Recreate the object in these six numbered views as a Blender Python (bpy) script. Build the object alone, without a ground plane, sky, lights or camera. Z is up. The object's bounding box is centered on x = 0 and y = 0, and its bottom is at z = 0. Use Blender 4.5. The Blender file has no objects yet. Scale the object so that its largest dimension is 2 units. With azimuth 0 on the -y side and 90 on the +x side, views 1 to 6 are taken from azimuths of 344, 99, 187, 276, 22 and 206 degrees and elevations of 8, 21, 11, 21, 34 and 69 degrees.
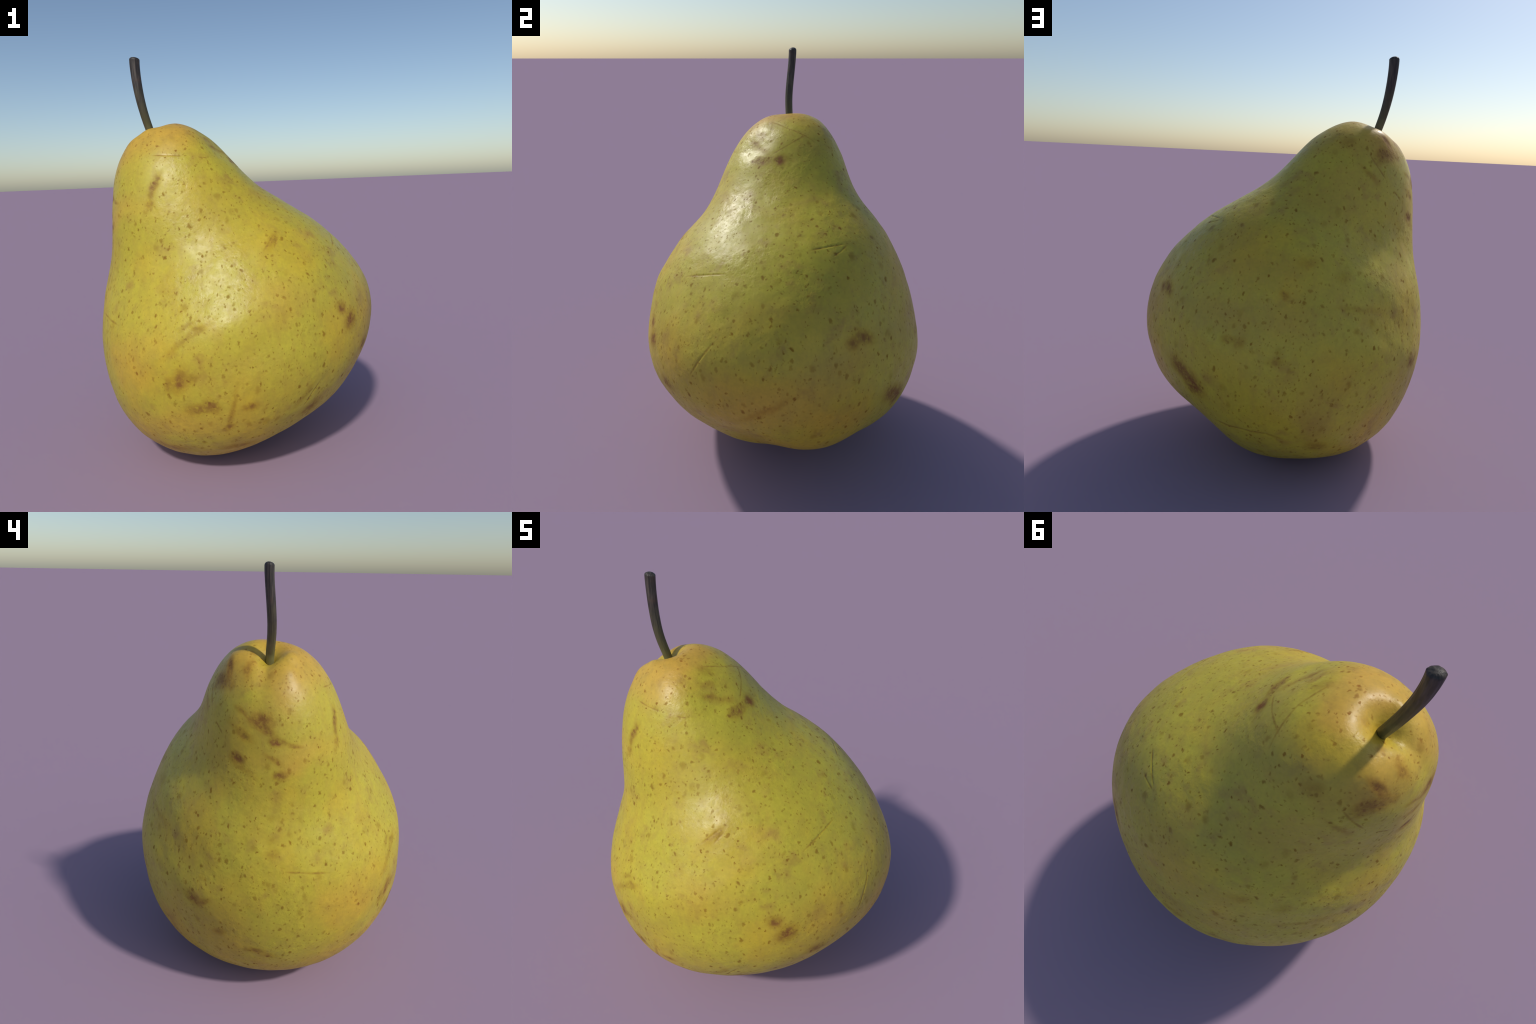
"""A ripe yellow-green pear with a long dark stalk, leaning on the side of its base.

Frame of the fruit: an axis from the heart of the belly (HEART) up to the foot of the
stalk (STALK_FOOT).  A place on the skin is given by two angles in degrees: polar
(0 at the stalk, 180 at the blossom end) and azimuth round the axis (0 faces +x).
"""
import bpy, math
import numpy as np
from mathutils import Matrix, Vector

rng = np.random.default_rng(7)

HEART = np.array([0.06, 0.0, 0.62])
STALK_FOOT = np.array([-0.4055, -0.0161, 1.6063])
AXIS = STALK_FOOT - HEART
AXIS /= np.linalg.norm(AXIS)
EAST = np.cross([0.0, 1.0, 0.0], AXIS)
EAST /= np.linalg.norm(EAST)
NORTH = np.cross(AXIS, EAST)

# ------------------------------------------------------------------ body profile
# One station every 11.25 degrees from stalk to blossom end (cubic spline control values):
# mean radius from the heart, lean (cos, sin), oval (cos, sin), three-lobed, four-lobed.
STATIONS = [
    ( 1.168,  0.066,  0.021, -0.007,  0.299, -0.156,  0.016, -0.098,  0.047),
    ( 1.107, -0.001, -0.003,  0.007,  0.276, -0.137,  0.012, -0.083,  0.041),
    ( 0.859, -0.110, -0.046,  0.047,  0.164, -0.070, -0.015, -0.028,  0.007),
    ( 0.754, -0.064,  0.031,  0.018,  0.038, -0.036, -0.012, -0.002, -0.005),
    ( 0.730, -0.064,  0.024,  0.005,  0.014, -0.027,  0.002, -0.005,  0.002),
    ( 0.710, -0.060,  0.006,  0.015,  0.022, -0.014, -0.009, -0.004,  0.005),
    ( 0.713, -0.074, -0.007,  0.007,  0.015,  0.003, -0.000, -0.004,  0.000),
    ( 0.704, -0.071, -0.003,  0.020,  0.012,  0.006, -0.007, -0.002,  0.005),
    ( 0.709, -0.069, -0.003,  0.019,  0.012,  0.004, -0.009,  0.003, -0.001),
    ( 0.709, -0.072,  0.001,  0.028,  0.001,  0.010, -0.005,  0.003,  0.002),
    ( 0.693, -0.066,  0.013,  0.025,  0.001,  0.009,  0.001, -0.005,  0.005),
    ( 0.663, -0.060,  0.020,  0.030,  0.002,  0.010, -0.002,  0.005,  0.007),
    ( 0.621, -0.035,  0.042,  0.013, -0.006,  0.014,  0.022, -0.011,  0.023),
    ( 0.591, -0.043,  0.055, -0.019, -0.017,  0.030,  0.024, -0.037,  0.018),
    ( 0.556, -0.007,  0.037, -0.046, -0.041,  0.033,  0.011, -0.050,  0.008),
    ( 0.537,  0.032,  0.021, -0.060, -0.058,  0.032,  0.002, -0.056,  0.002),
    ( 0.537,  0.040,  0.018, -0.063, -0.061,  0.032, -0.000, -0.057,  0.001),
]
ORDERS = (0, 1, 1, 2, 2, 3, 3, 4, 4)


def station_weights(polar):
    """Cubic B-spline weights of the stations, mirrored at both poles."""
    n = len(STATIONS)
    u = polar / (math.pi / (n - 1))
    w = np.zeros((len(polar), n))
    for j in range(-2, n + 2):
        x = np.abs(u - j)
        k = j if 0 <= j < n else (-j if j < 0 else 2 * (n - 1) - j)
        w[:, k] += np.where(x < 1, (4 - 6 * x**2 + 3 * x**3) / 6, np.where(x < 2, (2 - x) ** 3 / 6, 0))
    return w


def direction(polar, azimuth):
    return (np.cos(polar)[:, None] * AXIS + (np.sin(polar) * np.cos(azimuth))[:, None] * EAST
            + (np.sin(polar) * np.sin(azimuth))[:, None] * NORTH)


def skin(polar, azimuth):
    """Points of the smooth fruit, before the stalk cavity and the scars."""
    c = station_weights(polar) @ np.array(STATIONS)
    s = np.sin(polar)
    r = c[:, 0].copy()
    for k, m in enumerate(ORDERS):
        if m:
            wave = np.cos(m * azimuth) if k % 2 else np.sin(m * azimuth)
            r += c[:, k] * s ** min(m, 2) * wave
    return HEART + r[:, None] * direction(polar, azimuth)


def skin_at(polar_deg, azimuth_deg):
    return skin(np.radians(np.array([float(polar_deg)])), np.radians(np.array([float(azimuth_deg)])))[0]


def tangent_frame(polar_deg, azimuth_deg):
    """Outward normal, direction along the parallel and down the meridian."""
    p, dp = skin_at(polar_deg, azimuth_deg), 0.5
    across = skin_at(polar_deg, azimuth_deg + dp) - skin_at(polar_deg, azimuth_deg - dp)
    down = skin_at(polar_deg + dp, azimuth_deg) - skin_at(polar_deg - dp, azimuth_deg)
    across /= np.linalg.norm(across)
    out = np.cross(down, across)
    out /= np.linalg.norm(out)
    return p, out, across, np.cross(across, out)


# Scratches and creases: waypoints (polar, azimuth), depth in mm, half width in mm
SCRATCHES = [
    ([(13.0, -105.4), (14.3, -91.9), (15.6, -79.8)], 2.6, 5),
    ([(17.4, -65.7), (17.8, -62.6), (18.1, -59.5)], 1.5, 5),
    ([(11.0, -16.8), (13.2, 4.0), (17.2, 32.5)], 2.0, 6),
    ([(15.8, 24.3), (17.3, 7.9), (18.8, -6.9)], 1.6, 6),
    ([(67.2, -36.2), (66.4, -26.5), (65.7, -17.0)], 3.2, 6),
    ([(55.3, 18.5), (54.0, 26.0), (52.8, 34.2)], 3.0, 7),
    ([(53.3, 35.6), (55.7, 31.9), (57.5, 28.6)], 2.0, 6),
    ([(91.5, -16.6), (97.2, -21.7), (104.0, -27.6)], 3.6, 7),
    ([(13.4, 94.1), (14.5, 106.5), (15.7, 118.5)], 1.8, 6),
    ([(17.4, 133.3), (17.9, 138.3), (18.6, 143.6)], 2.0, 6),
    ([(122.0, 88.0), (115.0, 99.5), (109.9, 107.3), (108.5, 113.0)], 4.5, 11),
    ([(47.4, -64.4), (48.5, -69.5), (49.8, -74.6)], 2.6, 7),
    ([(48.6, -63.4), (49.8, -66.4), (51.1, -69.4)], 2.4, 6),
    ([(105.0, -83.0), (108.0, -88.5), (111.5, -94.0)], 2.4, 6),
    ([(13.5, 158.0), (16.6, 177.8), (20.2, -158.1)], 1.4, 7),
    ([(56.5, -152.5), (54.4, -161.9), (53.5, -168.0)], 0.7, 7),
]

# Brown russet marks: polar, azimuth, half length, half width (m), turn (deg), darkness
MARKS = [
    (78.1, -127.6, .045, .024, 134, .85), (78.6, -123.1, .024, .014, 170, .7), (89.0, -125.5, .050, .020, 10, .75),
    (89.7, -121.3, .030, .020, 71, .8), (96.0, -110.3, .026, .015, 23, .75), (64.7, -115.5, .026, .014, 176, .8),
    (66.3, -121.0, .090, .011, 162, .5), (19.2, -114.0, .044, .014, 125, .85), (22.8, -121.5, .020, .013, 144, .65),
    (86.5, -58.9, .025, .019, 35, .95), (93.7, -57.1, .038, .026, 158, 1.0), (48.6, -68.0, .050, .015, 159, .55),
    (48.0, -66.0, .016, .010, 130, .7), (117.0, -91.0, .045, .032, 170, .8), (106.0, -91.6, .058, .012, 154, .5),
    (94.3, -116.4, .085, .008, 127, .55), (100.0, -120.7, .020, .012, 170, .8), (113.5, -124.9, .060, .020, 30, .7),
    (104.7, -146.9, .090, .025, 14, .5), (20.4, -0.1, .026, .023, 3, 1.0), (20.4, -16.5, .038, .020, 175, .85),
    (20.0, -23.0, .022, .015, 160, .7), (88.9, 34.2, .026, .020, 180, .8), (86.6, 39.2, .042, .020, 15, .85),
    (115.1, 3.0, .100, .013, 145, .45), (109.4, 63.0, .055, .034, 5, .85), (111.5, 72.5, .055, .036, 18, 1.0),
    (11.2, 115.1, .036, .022, 157, .75), (6.3, 139.5, .030, .012, 60, .7), (48.1, 90.2, .036, .020, 148, .4),
    (55.2, 120.0, .090, .010, 168, .4), (83.7, 82.0, .022, .015, 147, .55), (85.1, 77.8, .022, .012, 147, .5),
    (106.5, 126.4, .042, .022, 163, .7), (70.3, 156.0, .038, .022, 20, .85), (61.5, 88.3, .016, .011, 30, .75),
    (46.8, 107.8, .027, .019, 155, .4), (82.9, 96.4, .028, .012, 151, .45), (8.5, 108.8, .040, .012, 23, 1.0),
    (9.2, 117.0, .026, .010, 30, .6), (12.0, 105.8, .036, .022, 104, .7), (14.9, 177.8, .038, .024, 1, .9),
    (16.6, -177.7, .038, .013, 44, .8), (19.1, -169.7, .026, .012, 14, 1.0), (18.0, 164.9, .027, .013, 31, .85),
    (22.4, 162.3, .029, .018, 30, .95), (26.0, -168.7, .022, .015, 5, .9), (20.2, -158.1, .027, .007, 22, .7),
    (22.4, -172.9, .030, .008, 38, .65), (13.5, 155.2, .026, .009, 20, .6), (69.4, 161.0, .024, .014, 152, .7),
    (84.9, -179.3, .028, .014, 2, .75), (87.0, -175.0, .028, .014, 12, .65), (62.2, -118.8, .030, .011, 169, .5),
    (47.4, -173.6, .019, .016, 1, .5), (80.4, 167.4, .028, .015, 150, .6), (16.2, -32.2, .030, .012, 20, .7),
    (12.2, -17.2, .032, .020, 47, .45), (111.1, -49.3, .040, .024, 25, .75), (78.2, -132.0, .030, .014, 130, .6),
    (17.8, -20.5, .042, .014, 25, .5), (14.3, -24.0, .034, .012, 16, .4), (13.9, 66.8, .026, .020, 129, .45),
    (17.0, 160.0, .052, .011, 25, .5), (24.3, 167.1, .044, .010, 28, .5), (16.6, 102.7, .048, .010, 15, .45),
]

# Broad soft changes of hue: kind, polar, azimuth, half length, half width (m), turn (deg), strength
BLUSHES = [
    ('lime', 9, -110, 0.09, 0.05, 128, 0.80),
    ('lime', 9, 170, 0.04, 0.11, 76, 0.70),
    ('orange', 11, -72, 0.12, 0.08, 18, 0.60),
    ('green', 35, -81, 0.19, 0.15, 51, 0.50),
    ('green', 34, -40, 0.15, 0.20, 100, 0.50),
    ('orange', 65, -84, 0.12, 0.10, 31, 0.35),
    ('orange', 68, -145, 0.18, 0.09, 3, 0.38),
    ('orange', 22, -151, 0.05, 0.26, 99, 0.40),
    ('lime', 48, -132, 0.16, 0.18, 12, 0.40),
    ('ochre', 86, -111, 0.27, 0.13, 18, 0.35),
    ('yellow', 54, -68, 0.10, 0.10, 33, 0.50),
    ('orange', 6, -51, 0.12, 0.09, 23, 1.00),
    ('green', 17, -5, 0.13, 0.09, 21, 0.50),
    ('lime', 25, -29, 0.17, 0.10, 28, 0.60),
    ('lime', 47, -26, 0.20, 0.15, 67, 0.60),
    ('orange', 70, -83, 0.18, 0.09, 10, 0.30),
    ('orange', 58, -48, 0.08, 0.04, 28, 0.30),
    ('green', 55, -67, 0.08, 0.05, 18, 0.40),
    ('yellow', 24, -100, 0.12, 0.09, 178, 0.40),
    ('ochre', 89, -47, 0.18, 0.10, 179, 0.30),
    ('green', 68, 29, 0.22, 0.15, 151, 0.90),
    ('green', 29, 28, 0.17, 0.09, 14, 0.60),
    ('green', 30, 75, 0.13, 0.13, 11, 0.60),
    ('ochre', 17, 34, 0.13, 0.12, 178, 0.50),
    ('orange', 113, 5, 0.30, 0.10, 161, 0.60),
    ('ochre', 97, 30, 0.19, 0.08, 163, 0.60),
    ('ochre', 80, 2, 0.18, 0.07, 162, 0.35),
    ('orange', 99, -38, 0.15, 0.09, 172, 0.30),
    ('green', 35, 47, 0.12, 0.12, 101, 0.50),
    ('green', 70, 43, 0.18, 0.19, 111, 0.50),
    ('lime', 31, 95, 0.19, 0.13, 148, 0.40),
    ('russet', 96, 118, 0.09, 0.12, 160, 0.55),
    ('russet', 85, 118, 0.10, 0.06, 162, 0.30),
    ('ochre', 81, 65, 0.21, 0.08, 163, 0.50),
    ('ochre', 60, 70, 0.18, 0.09, 148, 0.30),
    ('green', 77, 77, 0.18, 0.07, 148, 0.30),
    ('yellow', 102, 105, 0.17, 0.11, 145, 0.40),
    ('orange', 98, 144, 0.10, 0.13, 148, 0.50),
    ('ochre', 10, 118, 0.09, 0.07, 156, 0.50),
    ('orange', 24, -160, 0.08, 0.05, 10, 0.55),
    ('orange', 69, -148, 0.16, 0.11, 19, 0.38),
    ('lime', 50, -108, 0.12, 0.29, 160, 0.50),
    ('green', 24, 139, 0.18, 0.10, 141, 0.50),
    ('orange', 11, -152, 0.06, 0.12, 122, 0.45),
    ('orange', 6, 82, 0.06, 0.07, 64, 0.60),
    ('orange', 10, -75, 0.11, 0.13, 84, 0.60),
    ('ochre', 39, 140, 0.14, 0.06, 148, 0.35),
    ('ochre', 80, 161, 0.20, 0.20, 20, 0.45),
    ('yellow', 59, 180, 0.17, 0.09, 172, 0.30),
    ('ochre', 16, 178, 0.11, 0.08, 32, 0.50),
    ('orange', 9, 126, 0.09, 0.08, 151, 0.50),
    ('orange', 7, -44, 0.10, 0.08, 39, 1.00),
    ('orange', 5, 114, 0.05, 0.03, 174, 0.65),
    ('green', 30, 63, 0.18, 0.09, 99, 0.60),
    ('green', 34, 89, 0.11, 0.09, 147, 0.25),
    ('lime', 35, 25, 0.18, 0.14, 98, 0.50),
    ('lime', 37, -15, 0.15, 0.15, 48, 0.40),
    ('ochre', 14, 60, 0.09, 0.07, 154, 0.50),
    ('ochre', 13, 88, 0.13, 0.08, 108, 0.30),
    ('green', 20, 25, 0.11, 0.06, 108, 0.40),
    ('orange', 7, -157, 0.05, 0.15, 179, 0.50),
    ('orange', 8, 20, 0.07, 0.07, 88, 0.70),
    ('orange', 7, 144, 0.07, 0.04, 24, 0.50),
    ('orange', 12, 50, 0.08, 0.05, 94, 0.40),
    ('orange', 7, -151, 0.07, 0.11, 113, 0.80),
    ('orange', 7, -86, 0.08, 0.12, 95, 0.80),
    ('orange', 7, 103, 0.08, 0.10, 92, 0.70),
    ('orange', 7, 0, 0.09, 0.09, 44, 0.80),
    ('orange', 8, -136, 0.09, 0.18, 56, 0.70),
    ('ochre', 14, 72, 0.09, 0.07, 146, 0.50),
    ('ochre', 71, 94, 0.27, 0.08, 152, 0.30),
    ('orange', 106, -16, 0.16, 0.09, 11, 0.40),
    ('orange', 118, 27, 0.23, 0.08, 5, 0.40),
    ('ochre', 24, 84, 0.24, 0.10, 123, 0.40),
    ('ochre', 51, 55, 0.19, 0.07, 81, 0.40),
    ('orange', 95, -136, 0.34, 0.09, 12, 0.50),
    ('lime', 1, 160, 0.05, 0.05, 0, 1.00),
]

# ------------------------------------------------------------------ geometry helpers


def new_mesh_object(name, verts, faces, parent=None, material=None):
    me = bpy.data.meshes.new(name)
    me.vertices.add(len(verts))
    me.vertices.foreach_set("co", np.asarray(verts, np.float32).ravel())
    flat, starts, totals, at = [], [], [], 0
    if isinstance(faces, tuple):                       # (quads, triangles) as arrays
        quads, tris = faces
        flat = np.concatenate([quads.ravel(), tris.ravel()])
        totals = np.concatenate([np.full(len(quads), 4), np.full(len(tris), 3)])
    else:
        flat = np.concatenate([np.asarray(f) for f in faces])
        totals = np.array([len(f) for f in faces])
    starts = np.concatenate([[0], np.cumsum(totals)[:-1]])
    me.loops.add(len(flat))
    me.loops.foreach_set("vertex_index", flat.astype(np.int32))
    me.polygons.add(len(totals))
    me.polygons.foreach_set("loop_start", starts.astype(np.int32))
    me.polygons.foreach_set("loop_total", totals.astype(np.int32))
    me.update(calc_edges=True)
    me.validate()
    me.polygons.foreach_set("use_smooth", np.ones(len(me.polygons), bool))
    ob = bpy.data.objects.new(name, me)
    bpy.context.scene.collection.objects.link(ob)
    if parent:
        ob.parent = parent
    if material:
        me.materials.append(material)
    return ob


def ring_faces(rings, around, first_pole, last_pole):
    """Quads of a stack of closed rings, and the fans that close its two ends."""
    i, j = np.meshgrid(np.arange(rings - 1), np.arange(around), indexing="ij")
    a, b = i * around + j, i * around + (j + 1) % around
    quads = np.stack([a, a + around, b + around, b], -1).reshape(-1, 4)
    k = np.arange(around)
    k2 = (k + 1) % around
    last = (rings - 1) * around
    tris = [np.stack([np.full(around, first_pole), k, k2], -1), np.stack([np.full(around, last_pole), last + k2, last + k], -1)]
    return quads, np.concatenate(tris)


def grid_normals(p, rings, around):
    g = p.reshape(rings, around, 3)
    dj = np.roll(g, -1, 1) - np.roll(g, 1, 1)
    di = np.gradient(g, axis=0)
    n = np.cross(di, dj)
    return (n / (np.linalg.norm(n, axis=2, keepdims=True) + 1e-12)).reshape(-1, 3)


def smoothstep(lo, hi, x):
    t = np.clip((x - lo) / (hi - lo), 0, 1)
    return t * t * (3 - 2 * t)


# ------------------------------------------------------------------ the fruit body
RINGS, AROUND = 700, 1100
BLOSSOM_END = (157.0, 175.0)            # under the fruit, out of sight, since it leans on its side


def build_body_points():
    t = np.linspace(0, 1, RINGS + 2)
    # crowd the rings at the narrow stalk end, where a degree spans little width
    polar = math.pi * (0.75 * t + 0.25 * t**1.6)
    azim = np.linspace(-math.pi, math.pi, AROUND, endpoint=False)
    pp, aa = np.meshgrid(polar[1:-1], azim, indexing="ij")
    pp, aa = pp.ravel(), aa.ravel()
    poles = (np.array([0.0, math.pi]), np.array([0.0, 0.0]))
    p = np.vstack([skin(pp, aa), skin(*poles)])

    # swellings of the crown, and the faint unevenness of the whole skin
    r = p - HEART
    away = r / np.linalg.norm(r, axis=1)[:, None]
    rise = np.zeros(len(p))
    for polar_d, azim_d, height, radius in SWELLINGS:
        d = np.linalg.norm(p - skin_at(polar_d, azim_d), axis=1)
        rise += height * np.exp(-((d / radius) ** 2))
    for _ in range(28):
        k = rng.normal(size=3)
        k *= 2 * math.pi / rng.uniform(0.07, 0.20) / np.linalg.norm(k)
        rise += 0.00014 * np.sin(p @ k + rng.uniform(0, 6.28))
    p += away * rise[:, None]

    # stalk cavity: a funnel round the foot of the stalk, and the valleys that leave it
    flat = p[:, :2] - STALK_FOOT[:2]
    near = p[:, 2] > 1.2
    rho = np.hypot(flat[:, 0], flat[:, 1])
    drop = CAVITY_DEPTH * np.exp(-((rho / CAVITY_WIDTH) ** 2)) + 0.018 * np.exp(-((rho / 0.026) ** 2))
    for heading, depth, width, length in VALLEYS:
        h = np.array([math.cos(math.radians(heading)), math.sin(math.radians(heading))])
        along, side = flat @ h, flat @ np.array([-h[1], h[0]])
        drop += depth * np.exp(-((side / width) ** 2)) * smoothstep(-0.02, 0.05, along) * (1 - smoothstep(0.25 * length, length, along))
    p[:, 2] -= np.where(near, drop, 0)

    # blossom-end basin, turned toward the ground
    bottom, out, _, _ = tangent_frame(*BLOSSOM_END)
    d = np.linalg.norm(p - bottom, axis=1)
    p -= out * (0.030 * np.exp(-((d / 0.055) ** 2)))[:, None]

    n = np.vstack([grid_normals(p[:-2], RINGS, AROUND), [AXIS], [-AXIS]])
    move = np.zeros(len(p))
    for waypoints, depth, width in SCRATCHES:
        w = np.array([skin_at(*q) for q in waypoints])
        depth, width = depth / 1000, width / 1000
        length = np.linalg.norm(np.diff(w, axis=0), axis=1).sum()
        close = np.where(np.linalg.norm(p - w.mean(0), axis=1) < length * 0.7 + 0.05)[0]
        best, at = np.full(len(close), 9.0), np.zeros(len(close))
        run = 0.0
        for a, b in zip(w[:-1], w[1:]):
            ab = b - a
            s = np.clip(((p[close] - a) @ ab) / (ab @ ab), 0, 1)
            dist = np.linalg.norm(p[close] - a - s[:, None] * ab, axis=1)
            closer = dist < best
            best = np.where(closer, dist, best)
            at = np.where(closer, run + s * np.linalg.norm(ab), at)
            run += np.linalg.norm(ab)
        taper = np.clip(np.sin(math.pi * np.clip(at / run * 0.92 + 0.04, 0, 1)), 0, 1) ** 0.6
        groove = -np.exp(-((best / (0.55 * width)) ** 2))
        wobble = 0.7 + 0.3 * np.sin(170 * at + 40 * w[0, 1]) * np.sin(61 * at + 9 * w[0, 2])
        move[close] += 0.95 * depth * taper * wobble * groove
    for polar_d, azim_d, length, width, turn, dark in MARKS:
        if dark >= 0.8:                                  # dark scars are sunk a little
            c, out, across, down = tangent_frame(polar_d, azim_d)
            u = across * math.cos(math.radians(turn)) + down * math.sin(math.radians(turn))
            v = np.cross(out, u)
            close = np.where(np.linalg.norm(p - c, axis=1) < 3 * length)[0]
            q = p[close] - c
            e = ((q @ u) / length) ** 2 + ((q @ v) / width) ** 2
            move[close] -= 0.0014 * np.exp(-1.3 * e)
    return p + n * move[:, None]


CAVITY_DEPTH, CAVITY_WIDTH = 0.048, 0.062
VALLEYS = [(175, 0.017, 0.034, 0.27)]     # heading, depth, half width, length
# local swellings (+) and flats (-): polar, azimuth, height, radius
SWELLINGS = [(8.0, 97, 0.019, 0.065), (4.5, -96, 0.013, 0.045), (7.0, -140, 0.010, 0.050),
             (16.5, -32, -0.022, 0.085), (16.5, 6, 0.008, 0.080)]


# ------------------------------------------------------------------ materials


class Nodes:
    """Small helper that keeps node code short."""

    def __init__(self, name):
        self.mat = bpy.data.materials.new(name)
        self.mat.use_nodes = True
        self.t = self.mat.node_tree
        self.t.nodes.clear()

    def add(self, kind, inputs=None, **props):
        n = self.t.nodes.new(kind)
        for k, v in props.items():
            setattr(n, k, v)
        for k, v in (inputs or {}).items():
            self.put(n.inputs[k], v)
        return n

    def put(self, socket, v):
        if hasattr(v, "is_linked"):
            self.t.links.new(v, socket)
        else:
            socket.default_value = v

    def math(self, op, a, b=0.0, clamp=False):
        return self.add("ShaderNodeMath", {0: a, 1: b}, operation=op, use_clamp=clamp).outputs[0]

    def ramp(self, x, lo, hi, a=0.0, b=1.0, smooth=True):
        return self.add("ShaderNodeMapRange", {"Value": x, "From Min": lo, "From Max": hi, "To Min": a, "To Max": b},
                        interpolation_type="SMOOTHSTEP" if smooth else "LINEAR").outputs["Result"]

    def noise(self, vec, scale, detail=2.0, rough=0.5, colour=False, distortion=0.0):
        n = self.add("ShaderNodeTexNoise", {"Vector": vec, "Scale": scale, "Detail": detail, "Roughness": rough, "Distortion": distortion})
        return n.outputs["Color" if colour else "Fac"]

    def mix(self, fac, a, b, blend="MIX"):
        n = self.add("ShaderNodeMix", data_type="RGBA", blend_type=blend, clamp_factor=True)
        self.put(n.inputs["Factor"], fac)
        for s, v in ((n.inputs[6], a), (n.inputs[7], b)):
            self.put(s, (*v, 1.0) if isinstance(v, tuple) and len(v) == 3 else v)
        return n.outputs[2]

    def warp(self, vec, scale, amount, detail=2.0):
        c = self.noise(vec, scale, detail, 0.55, colour=True)
        c = self.add("ShaderNodeVectorMath", {0: c, 1: (0.5, 0.5, 0.5)}, operation="SUBTRACT").outputs[0]
        c = self.add("ShaderNodeVectorMath", {0: c, "Scale": amount}, operation="SCALE").outputs[0]
        return self.add("ShaderNodeVectorMath", {0: vec, 1: c}, operation="ADD").outputs[0]

    def patch(self, vec, place, length, width, turn, thick, inner, outer, strength, around=0.0):
        """Soft ellipse lying on the skin at a place: strength inside, the mask laid so far around it."""
        c, out, across, down = tangent_frame(*place)
        a = math.radians(turn)
        u = across * math.cos(a) + down * math.sin(a)
        v = np.cross(out, u)
        m = Matrix(np.stack([u, v, out], 1).tolist())
        q = self.add("ShaderNodeMapping", {"Vector": vec, "Location": tuple(c), "Rotation": tuple(m.to_euler()), "Scale": (length, width, thick)},
                     vector_type="TEXTURE").outputs[0]
        d = self.add("ShaderNodeVectorMath", {0: q}, operation="LENGTH").outputs["Value"]
        return self.ramp(d, inner, outer, strength, around)

    def after(self, vec, mask):
        """The same vector, but evaluated after the mask, which keeps the shader's stack small."""
        return self.add("ShaderNodeVectorMath", {0: mask, 1: (1e-7, 1e-7, 1e-7), 2: vec}, operation="MULTIPLY_ADD").outputs[0]

    def finish(self, bsdf):
        out = self.add("ShaderNodeOutputMaterial")
        self.t.links.new(bsdf.outputs[0], out.inputs[0])
        return self.mat


YELLOW, LIME, GREEN = (0.59, 0.425, 0.028), (0.53, 0.45, 0.034), (0.43, 0.352, 0.029)
ORANGE, OCHRE, RUSSET = (0.64, 0.325, 0.050), (0.42, 0.272, 0.036), (0.34, 0.175, 0.032)
TINTS = {"yellow": (0.62, 0.455, 0.022), "lime": LIME, "green": GREEN, "orange": ORANGE, "ochre": OCHRE, "russet": RUSSET}


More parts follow.
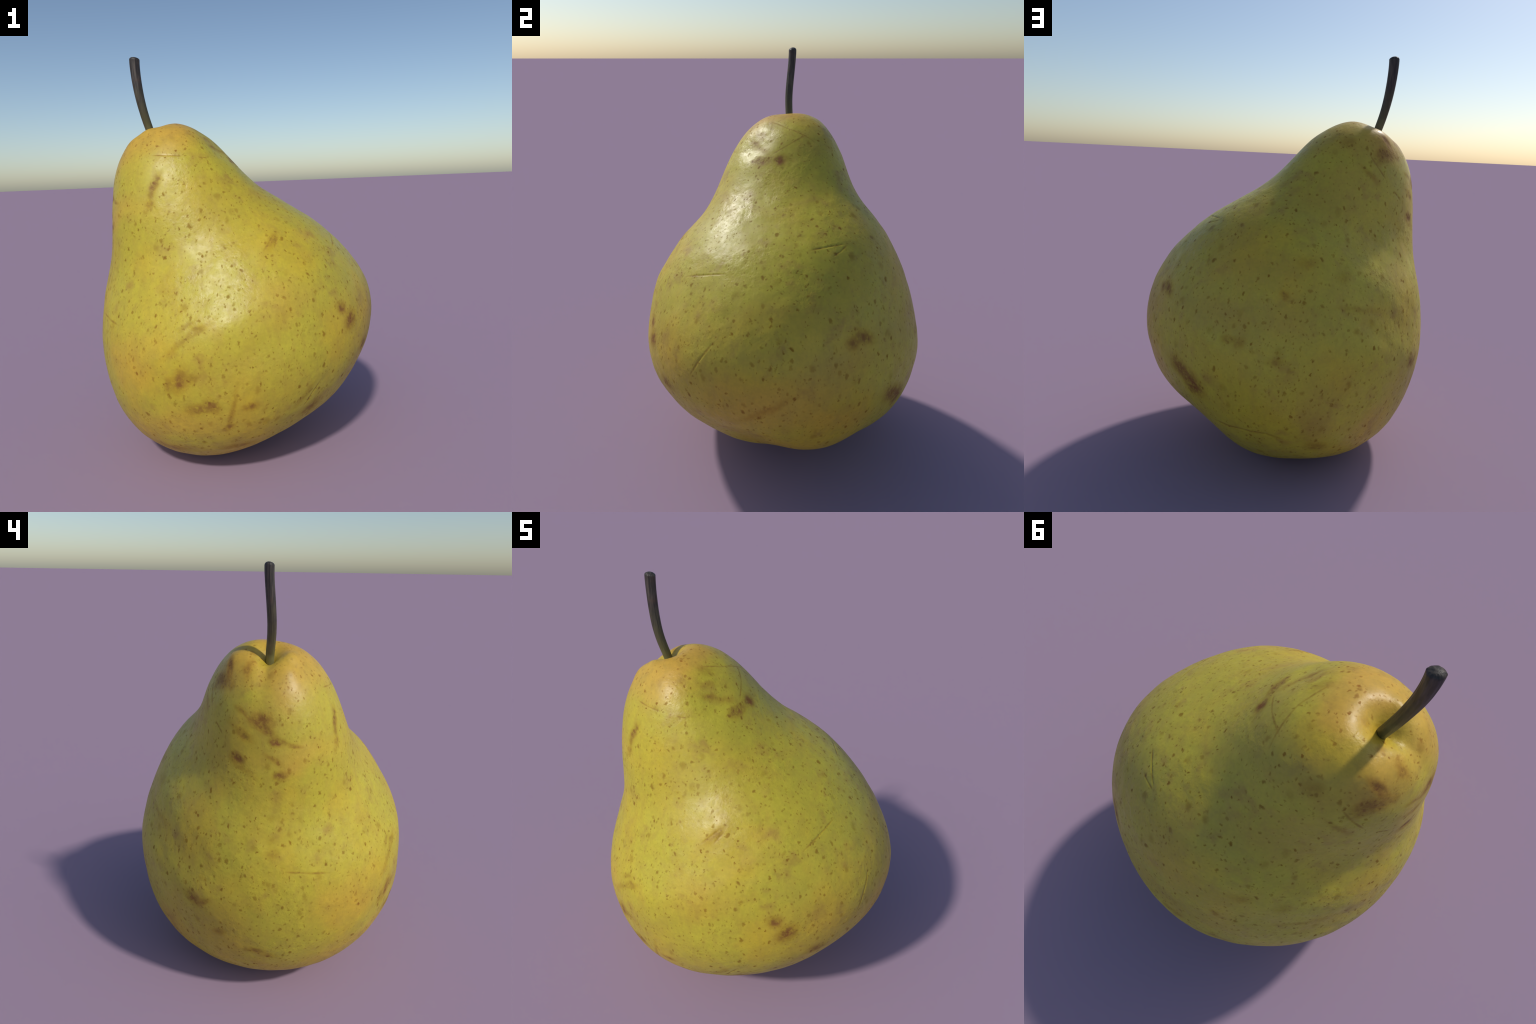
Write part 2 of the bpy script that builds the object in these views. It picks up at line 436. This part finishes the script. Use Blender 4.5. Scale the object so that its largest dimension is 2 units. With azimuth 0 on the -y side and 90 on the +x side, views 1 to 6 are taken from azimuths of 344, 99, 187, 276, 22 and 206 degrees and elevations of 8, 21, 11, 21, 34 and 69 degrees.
def skin_material():
    g = Nodes("pear_skin")
    co = g.add("ShaderNodeTexCoord").outputs["Object"]

    # ground colour: yellow drifting to green, in clouds of two sizes
    cloud = g.noise(co, 2.3, 3.0, 0.55)
    base = g.mix(g.ramp(cloud, 0.36, 0.60), YELLOW, LIME)
    base = g.mix(g.math("MULTIPLY", g.ramp(g.noise(co, 5.5, 4.0, 0.6), 0.48, 0.72), 0.40), base, GREEN)

    soft = g.warp(g.warp(co, 3.0, 0.16, 3.0), 14.0, 0.035, 2.0)
    for kind, tint in TINTS.items():
        mask = 0.0
        for k, polar, azim, length, width, turn, strength in BLUSHES:
            if k == kind:
                one = g.patch(soft, (polar, azim), length, width, turn, max(length, 0.15), 0.0, 1.65, 0.85 * strength, mask)
                mask = one
        soft = g.after(soft, mask)
        base = g.mix(mask, base, tint)

    # faint mottling and dust-fine grain
    mottle = g.ramp(g.noise(g.warp(co, 9.0, 0.05), 17.0, 5.0, 0.65), 0.35, 0.75, 0.0, 1.0)
    base = g.mix(g.math("MULTIPLY", mottle, 0.34), base, OCHRE)
    smear = g.noise(g.warp(co, 6.0, 0.10, 3.0), 8.5, 4.0, 0.6)
    base = g.mix(g.ramp(smear, 0.55, 0.78, 0.0, 0.55), base, RUSSET)
    slant = g.add("ShaderNodeMapping", {"Vector": g.warp(co, 7.0, 0.05), "Rotation": (0.5, 0.55, 0.3), "Scale": (1.0, 1.0, 0.22)}).outputs[0]
    base = g.mix(g.ramp(g.noise(slant, 24.0, 4.0, 0.6), 0.48, 0.74, 0.0, 0.34), base, OCHRE)
    grain = g.ramp(g.noise(co, 70.0, 3.0, 0.6), 0.3, 0.7, 0.95, 1.04)
    base = g.mix(1.0, base, g.add("ShaderNodeCombineColor", {0: grain, 1: grain, 2: grain}).outputs[0], "MULTIPLY")

    # lenticels: three sizes of corky dots, none quite round
    ragged = g.warp(g.warp(co, 60.0, 0.018, 2.0), 18.0, 0.03, 1.0)
    ragged = g.add("ShaderNodeMapping", {"Vector": ragged, "Rotation": (0.25, -0.35, 0.0), "Scale": (1.0, 1.0, 0.72)}).outputs[0]
    crowd = g.ramp(g.noise(co, 4.5, 2.0), 0.32, 0.66, 0.75, 1.35)
    dots = 0.0
    for scale, radius, keep, strength, soften, seed in LENTICELS:
        shifted = g.add("ShaderNodeVectorMath", {0: ragged, 1: (seed, 0.37 * seed, 1.9)}, operation="ADD").outputs[0]
        v = g.add("ShaderNodeTexVoronoi", {"Vector": shifted, "Scale": scale, "Randomness": 1.0}, voronoi_dimensions="3D", feature="F1")
        pick = g.add("ShaderNodeSeparateColor", {0: v.outputs["Color"]})
        size = g.ramp(pick.outputs[0], 0.0, 1.0, 0.55 * radius * scale, 1.35 * radius * scale, smooth=False)
        rel = g.math("DIVIDE", v.outputs["Distance"], size)
        spot = g.ramp(rel, 1.0 - soften, 1.0 + 0.3 * soften, 1.0, 0.0)
        present = g.math("LESS_THAN", pick.outputs[1], g.math("MULTIPLY", crowd, keep))
        level = g.ramp(pick.outputs[2], 0.0, 1.0, 0.45 * strength, strength, smooth=False)
        spot = g.math("MULTIPLY", g.math("MULTIPLY", spot, present), level)
        dots = spot if isinstance(dots, float) else g.math("MAXIMUM", dots, spot)
    base = g.mix(dots, base, g.mix(1.0, base, SPOT_FILTER, "MULTIPLY"))

    # russet marks and scars, broken at their edges
    torn = g.warp(g.warp(co, 17.0, 0.026, 3.0), 60.0, 0.008, 2.0)
    scars, count = 0.0, 0
    for polar, azim, length, width, turn, dark in MARKS:
        scars = g.patch(torn, (polar, azim), 1.2 * length, 1.3 * width, turn, 0.09, 0.12, 1.85, dark, scars)
        count += 1
        if count % 8 == 0:
            torn = g.after(torn, scars)
    torn = g.after(co, scars)
    for waypoints, depth, width in SCRATCHES:
        torn = g.after(torn, scars)
        for (p0, a0), (p1, a1) in zip(waypoints[:-1], waypoints[1:]):
            da = (a1 - a0 + 180) % 360 - 180
            mid = ((p0 + p1) / 2, a0 + da / 2)
            c, out, across, down = tangent_frame(*mid)
            ab = skin_at(p1, a1) - skin_at(p0, a0)
            turn = math.degrees(math.atan2(ab @ down, ab @ across))
            scars = g.patch(torn, mid, np.linalg.norm(ab) * 0.62, 0.9 * width / 1000, turn, 0.04, 0.2, 1.3, 0.62, scars)
    worn = g.ramp(g.noise(co, 48.0, 4.0, 0.65), 0.32, 0.58, 0.60, 1.0)
    scars = g.math("MULTIPLY", scars, worn, clamp=True)
    base = g.mix(scars, base, g.mix(g.ramp(scars, 0.2, 0.85), g.mix(1.0, base, (0.66, 0.46, 0.45), "MULTIPLY"), SCAR_DARK))

    # waxy skin with a fine pocked surface
    rough = g.math("ADD", g.ramp(g.noise(co, 30.0, 3.0), 0.3, 0.7, 0.40, 0.49), g.math("MULTIPLY", g.math("MAXIMUM", dots, scars), 0.14))
    pits = g.math("MULTIPLY", g.noise(co, 30.0, 3.0, 0.55), g.ramp(g.noise(co, 6.0, 2.0), 0.35, 0.65, 0.25, 1.4))
    gloss = g.ramp(g.math("MAXIMUM", dots, scars), 0.0, 1.0, 0.5, 0.15, smooth=False)
    bump = g.add("ShaderNodeBump", {"Strength": 0.5, "Distance": 0.0050, "Height": pits}).outputs[0]
    bsdf = g.add("ShaderNodeBsdfPrincipled", {"Base Color": base, "Roughness": rough, "Specular IOR Level": gloss, "Normal": bump})
    return g.finish(bsdf)


LENTICELS = [  # cells per metre, radius, share of cells, strength, edge softness, seed
    (60.0, 0.0042, 0.85, 0.85, 0.8, 1.0),
    (30.0, 0.0078, 0.68, 1.00, 0.6, 4.0),
    (14.0, 0.0160, 0.55, 0.52, 0.7, 9.0),
]
SPOT_FILTER = (0.56, 0.405, 0.47)
SCAR_DARK = (0.225, 0.090, 0.025)


def stalk_material():
    g = Nodes("stalk_bark")
    co = g.add("ShaderNodeTexCoord").outputs["Object"]
    z = g.add("ShaderNodeSeparateXYZ", {0: co}).outputs[2]
    z = g.math("ADD", z, g.ramp(g.noise(co, 9.0, 3.0), 0.2, 0.8, -0.05, 0.05))
    along = g.add("ShaderNodeMapping", {"Vector": co, "Scale": (1.0, 1.0, 0.10)}).outputs[0]
    fibre = g.noise(along, 95.0, 4.0, 0.6)
    green = g.mix(g.ramp(z, 1.60, 1.72), (0.23, 0.21, 0.075), (0.085, 0.078, 0.028))
    bark = g.mix(g.ramp(fibre, 0.35, 0.7), (0.022, 0.018, 0.015), (0.075, 0.060, 0.045))
    colour = g.mix(g.ramp(z, 1.68, 1.86), green, bark)
    colour = g.mix(g.math("MULTIPLY", g.ramp(g.noise(co, 16.0, 3.0), 0.55, 0.75), 0.5), colour, (0.085, 0.045, 0.025))
    bump = g.add("ShaderNodeBump", {"Strength": 0.5, "Distance": 0.004, "Height": fibre}).outputs[0]
    bsdf = g.add("ShaderNodeBsdfPrincipled", {"Base Color": colour, "Roughness": 0.5, "Specular IOR Level": 0.45, "Normal": bump})
    return g.finish(bsdf)


def calyx_material():
    g = Nodes("dried_calyx")
    co = g.add("ShaderNodeTexCoord").outputs["Object"]
    colour = g.mix(g.ramp(g.noise(co, 60.0, 3.0), 0.35, 0.65), (0.035, 0.022, 0.014), (0.11, 0.068, 0.035))
    return g.finish(g.add("ShaderNodeBsdfPrincipled", {"Base Color": colour, "Roughness": 0.8}))


# ------------------------------------------------------------------ stalk and calyx
STALK_CURVE = np.array([(-0.4055, -0.0161, 1.6063), (-0.4353, -0.0166, 1.7136), (-0.4526, -0.0461, 1.7287),
                        (-0.4777, -0.0052, 1.9193), (-0.4691, -0.0120, 1.9990)])


def bezier(points, t):
    n = len(points) - 1
    return sum(math.comb(n, i) * (t**i * (1 - t) ** (n - i))[:, None] * points[i] for i in range(n + 1))


def build_stalk(parent, material):
    rings, around = 150, 96
    t = np.concatenate([np.linspace(-0.09, 0.96, rings - 30), 0.96 + 0.04 * np.sin(np.linspace(0, 0.5 * math.pi, 31)[1:-1]), [0.99995]])
    spine = bezier(STALK_CURVE, np.clip(t, 0, 1)) + np.minimum(t, 0)[:, None] * np.array([-0.10, 0.0, 0.42])
    tang = np.gradient(spine, axis=0)
    tang /= np.linalg.norm(tang, axis=1, keepdims=True)
    side = np.cross([0.0, 1.0, 0.0], tang)                       # thick way, in the plane of the bend
    side /= np.linalg.norm(side, axis=1, keepdims=True)
    front = np.cross(tang, side)
    tt = np.clip(t, 0, 1)
    wide = np.interp(tt, [0, 0.1, 0.4, 0.8, 1], [0.0195, 0.0195, 0.0205, 0.0232, 0.0245])
    thin = np.interp(tt, [0, 0.1, 0.5, 0.8, 1], [0.0185, 0.0185, 0.0192, 0.0188, 0.0195])
    length = 0.41
    from_tip = (1 - t) * length
    cap = np.sqrt(np.clip(1 - np.clip(1 - from_tip / 0.017, 0, 1) ** 2.0, 0, 1))
    a = np.linspace(0, 2 * math.pi, around, endpoint=False)
    aa, ss = np.meshgrid(a, t)
    ridges = 1 + 0.022 * np.sin(5 * aa + 2.5 * ss + 0.6) + 0.016 * np.sin(9 * aa - 4 * ss) + 0.012 * np.sin(14 * aa + 9 * ss + 2)
    ridges = 1 + (ridges - 1) * np.clip(0.35 + ss, 0.3, 1)
    p = (spine[:, None] + (np.cos(aa) * ridges * (wide * cap)[:, None])[..., None] * side[:, None]
         + (np.sin(aa) * ridges * (thin * cap)[:, None])[..., None] * front[:, None])
    p = p.reshape(-1, 3)
    verts = np.vstack([p, spine[0], spine[-1]])
    quads, tris = ring_faces(rings, around, len(p), len(p) + 1)
    return new_mesh_object("stalk", verts, (quads[:, ::-1], tris[:, ::-1]), parent, material)


def build_calyx(parent, material):
    """Dried blossom end: a low button with a ring of withered sepals, down in its basin."""
    foot, out, across, down = tangent_frame(*BLOSSOM_END)
    centre = foot - out * 0.032
    verts, r, n = [], 0.022, 24
    for i, (rad, lift) in enumerate([(1.0, -0.006), (0.92, 0.003), (0.7, 0.006), (0.4, 0.004)]):
        for k in range(n):
            a = 2 * math.pi * k / n
            wob = 1 + 0.08 * math.sin(3 * a + i)
            verts.append(centre + r * rad * wob * (math.cos(a) * across + math.sin(a) * down) + out * lift)
    top, base = len(verts), len(verts) + 1
    verts += [centre + out * 0.002, centre - out * 0.010]
    quads, tris = ring_faces(4, n, base, top)
    calyx = new_mesh_object("calyx", np.array(verts), (quads, tris), parent, material)
    rows, cols = 9, 5
    v, f = [], []
    for i in range(rows):                                         # one curled sepal, with thickness
        s = i / (rows - 1)
        w = 0.008 * (1 - s) ** 0.7 + 0.0008
        for side in (1, -1):
            for j in range(cols):
                x = (j / (cols - 1) - 0.5) * 2 * w
                v.append((0.010 + 0.022 * s, x, 0.007 * math.sin(2.2 * s) + 0.35 * abs(x) + side * 0.0012))
    def at(i, side, j):
        return i * 2 * cols + (0 if side > 0 else cols) + j
    for i in range(rows - 1):
        for j in range(cols - 1):
            f.append((at(i, 1, j), at(i + 1, 1, j), at(i + 1, 1, j + 1), at(i, 1, j + 1)))
            f.append((at(i, -1, j + 1), at(i + 1, -1, j + 1), at(i + 1, -1, j), at(i, -1, j)))
        f.append((at(i, 1, 0), at(i, -1, 0), at(i + 1, -1, 0), at(i + 1, 1, 0)))
        e = cols - 1
        f.append((at(i, 1, e), at(i + 1, 1, e), at(i + 1, -1, e), at(i, -1, e)))
    for i, flip in ((0, False), (rows - 1, True)):
        loop = [at(i, 1, j) for j in range(cols)] + [at(i, -1, j) for j in reversed(range(cols))]
        f.append(tuple(reversed(loop)) if flip else tuple(loop))
    first = new_mesh_object("sepal", np.array(v), f, calyx, material)
    basis = Matrix(np.stack([across, np.cross(out, across), out], 1).tolist())
    for k in range(5):
        ob = first if k == 0 else first.copy()
        if k:
            bpy.context.scene.collection.objects.link(ob)
        turn = Matrix.Rotation(2 * math.pi * k / 5 + rng.uniform(-0.2, 0.2), 3, "Z")
        ob.matrix_local = Matrix.Translation(Vector(centre)) @ (basis @ turn @ Matrix.Scale(rng.uniform(0.75, 1.05), 3)).to_4x4()
    return calyx


# ------------------------------------------------------------------ assembly
pear = bpy.data.objects.new("pear", None)
bpy.context.scene.collection.objects.link(pear)
pear["label"] = "ripe yellow-green pear with brown specks and dark stalk"
pear["category"] = "pear fruit"

body_points = build_body_points()
low = body_points[:, 2].min()
quads, tris = ring_faces(RINGS, AROUND, RINGS * AROUND, RINGS * AROUND + 1)
body_points[:, 2] = np.where(body_points[:, 2] < 0.1, body_points[:, 2] - low * np.clip((0.1 - body_points[:, 2]) / 0.1, 0, 1), body_points[:, 2])
new_mesh_object("fruit_body", body_points, (quads, tris), pear, skin_material())
build_stalk(pear, stalk_material())
build_calyx(pear, calyx_material())
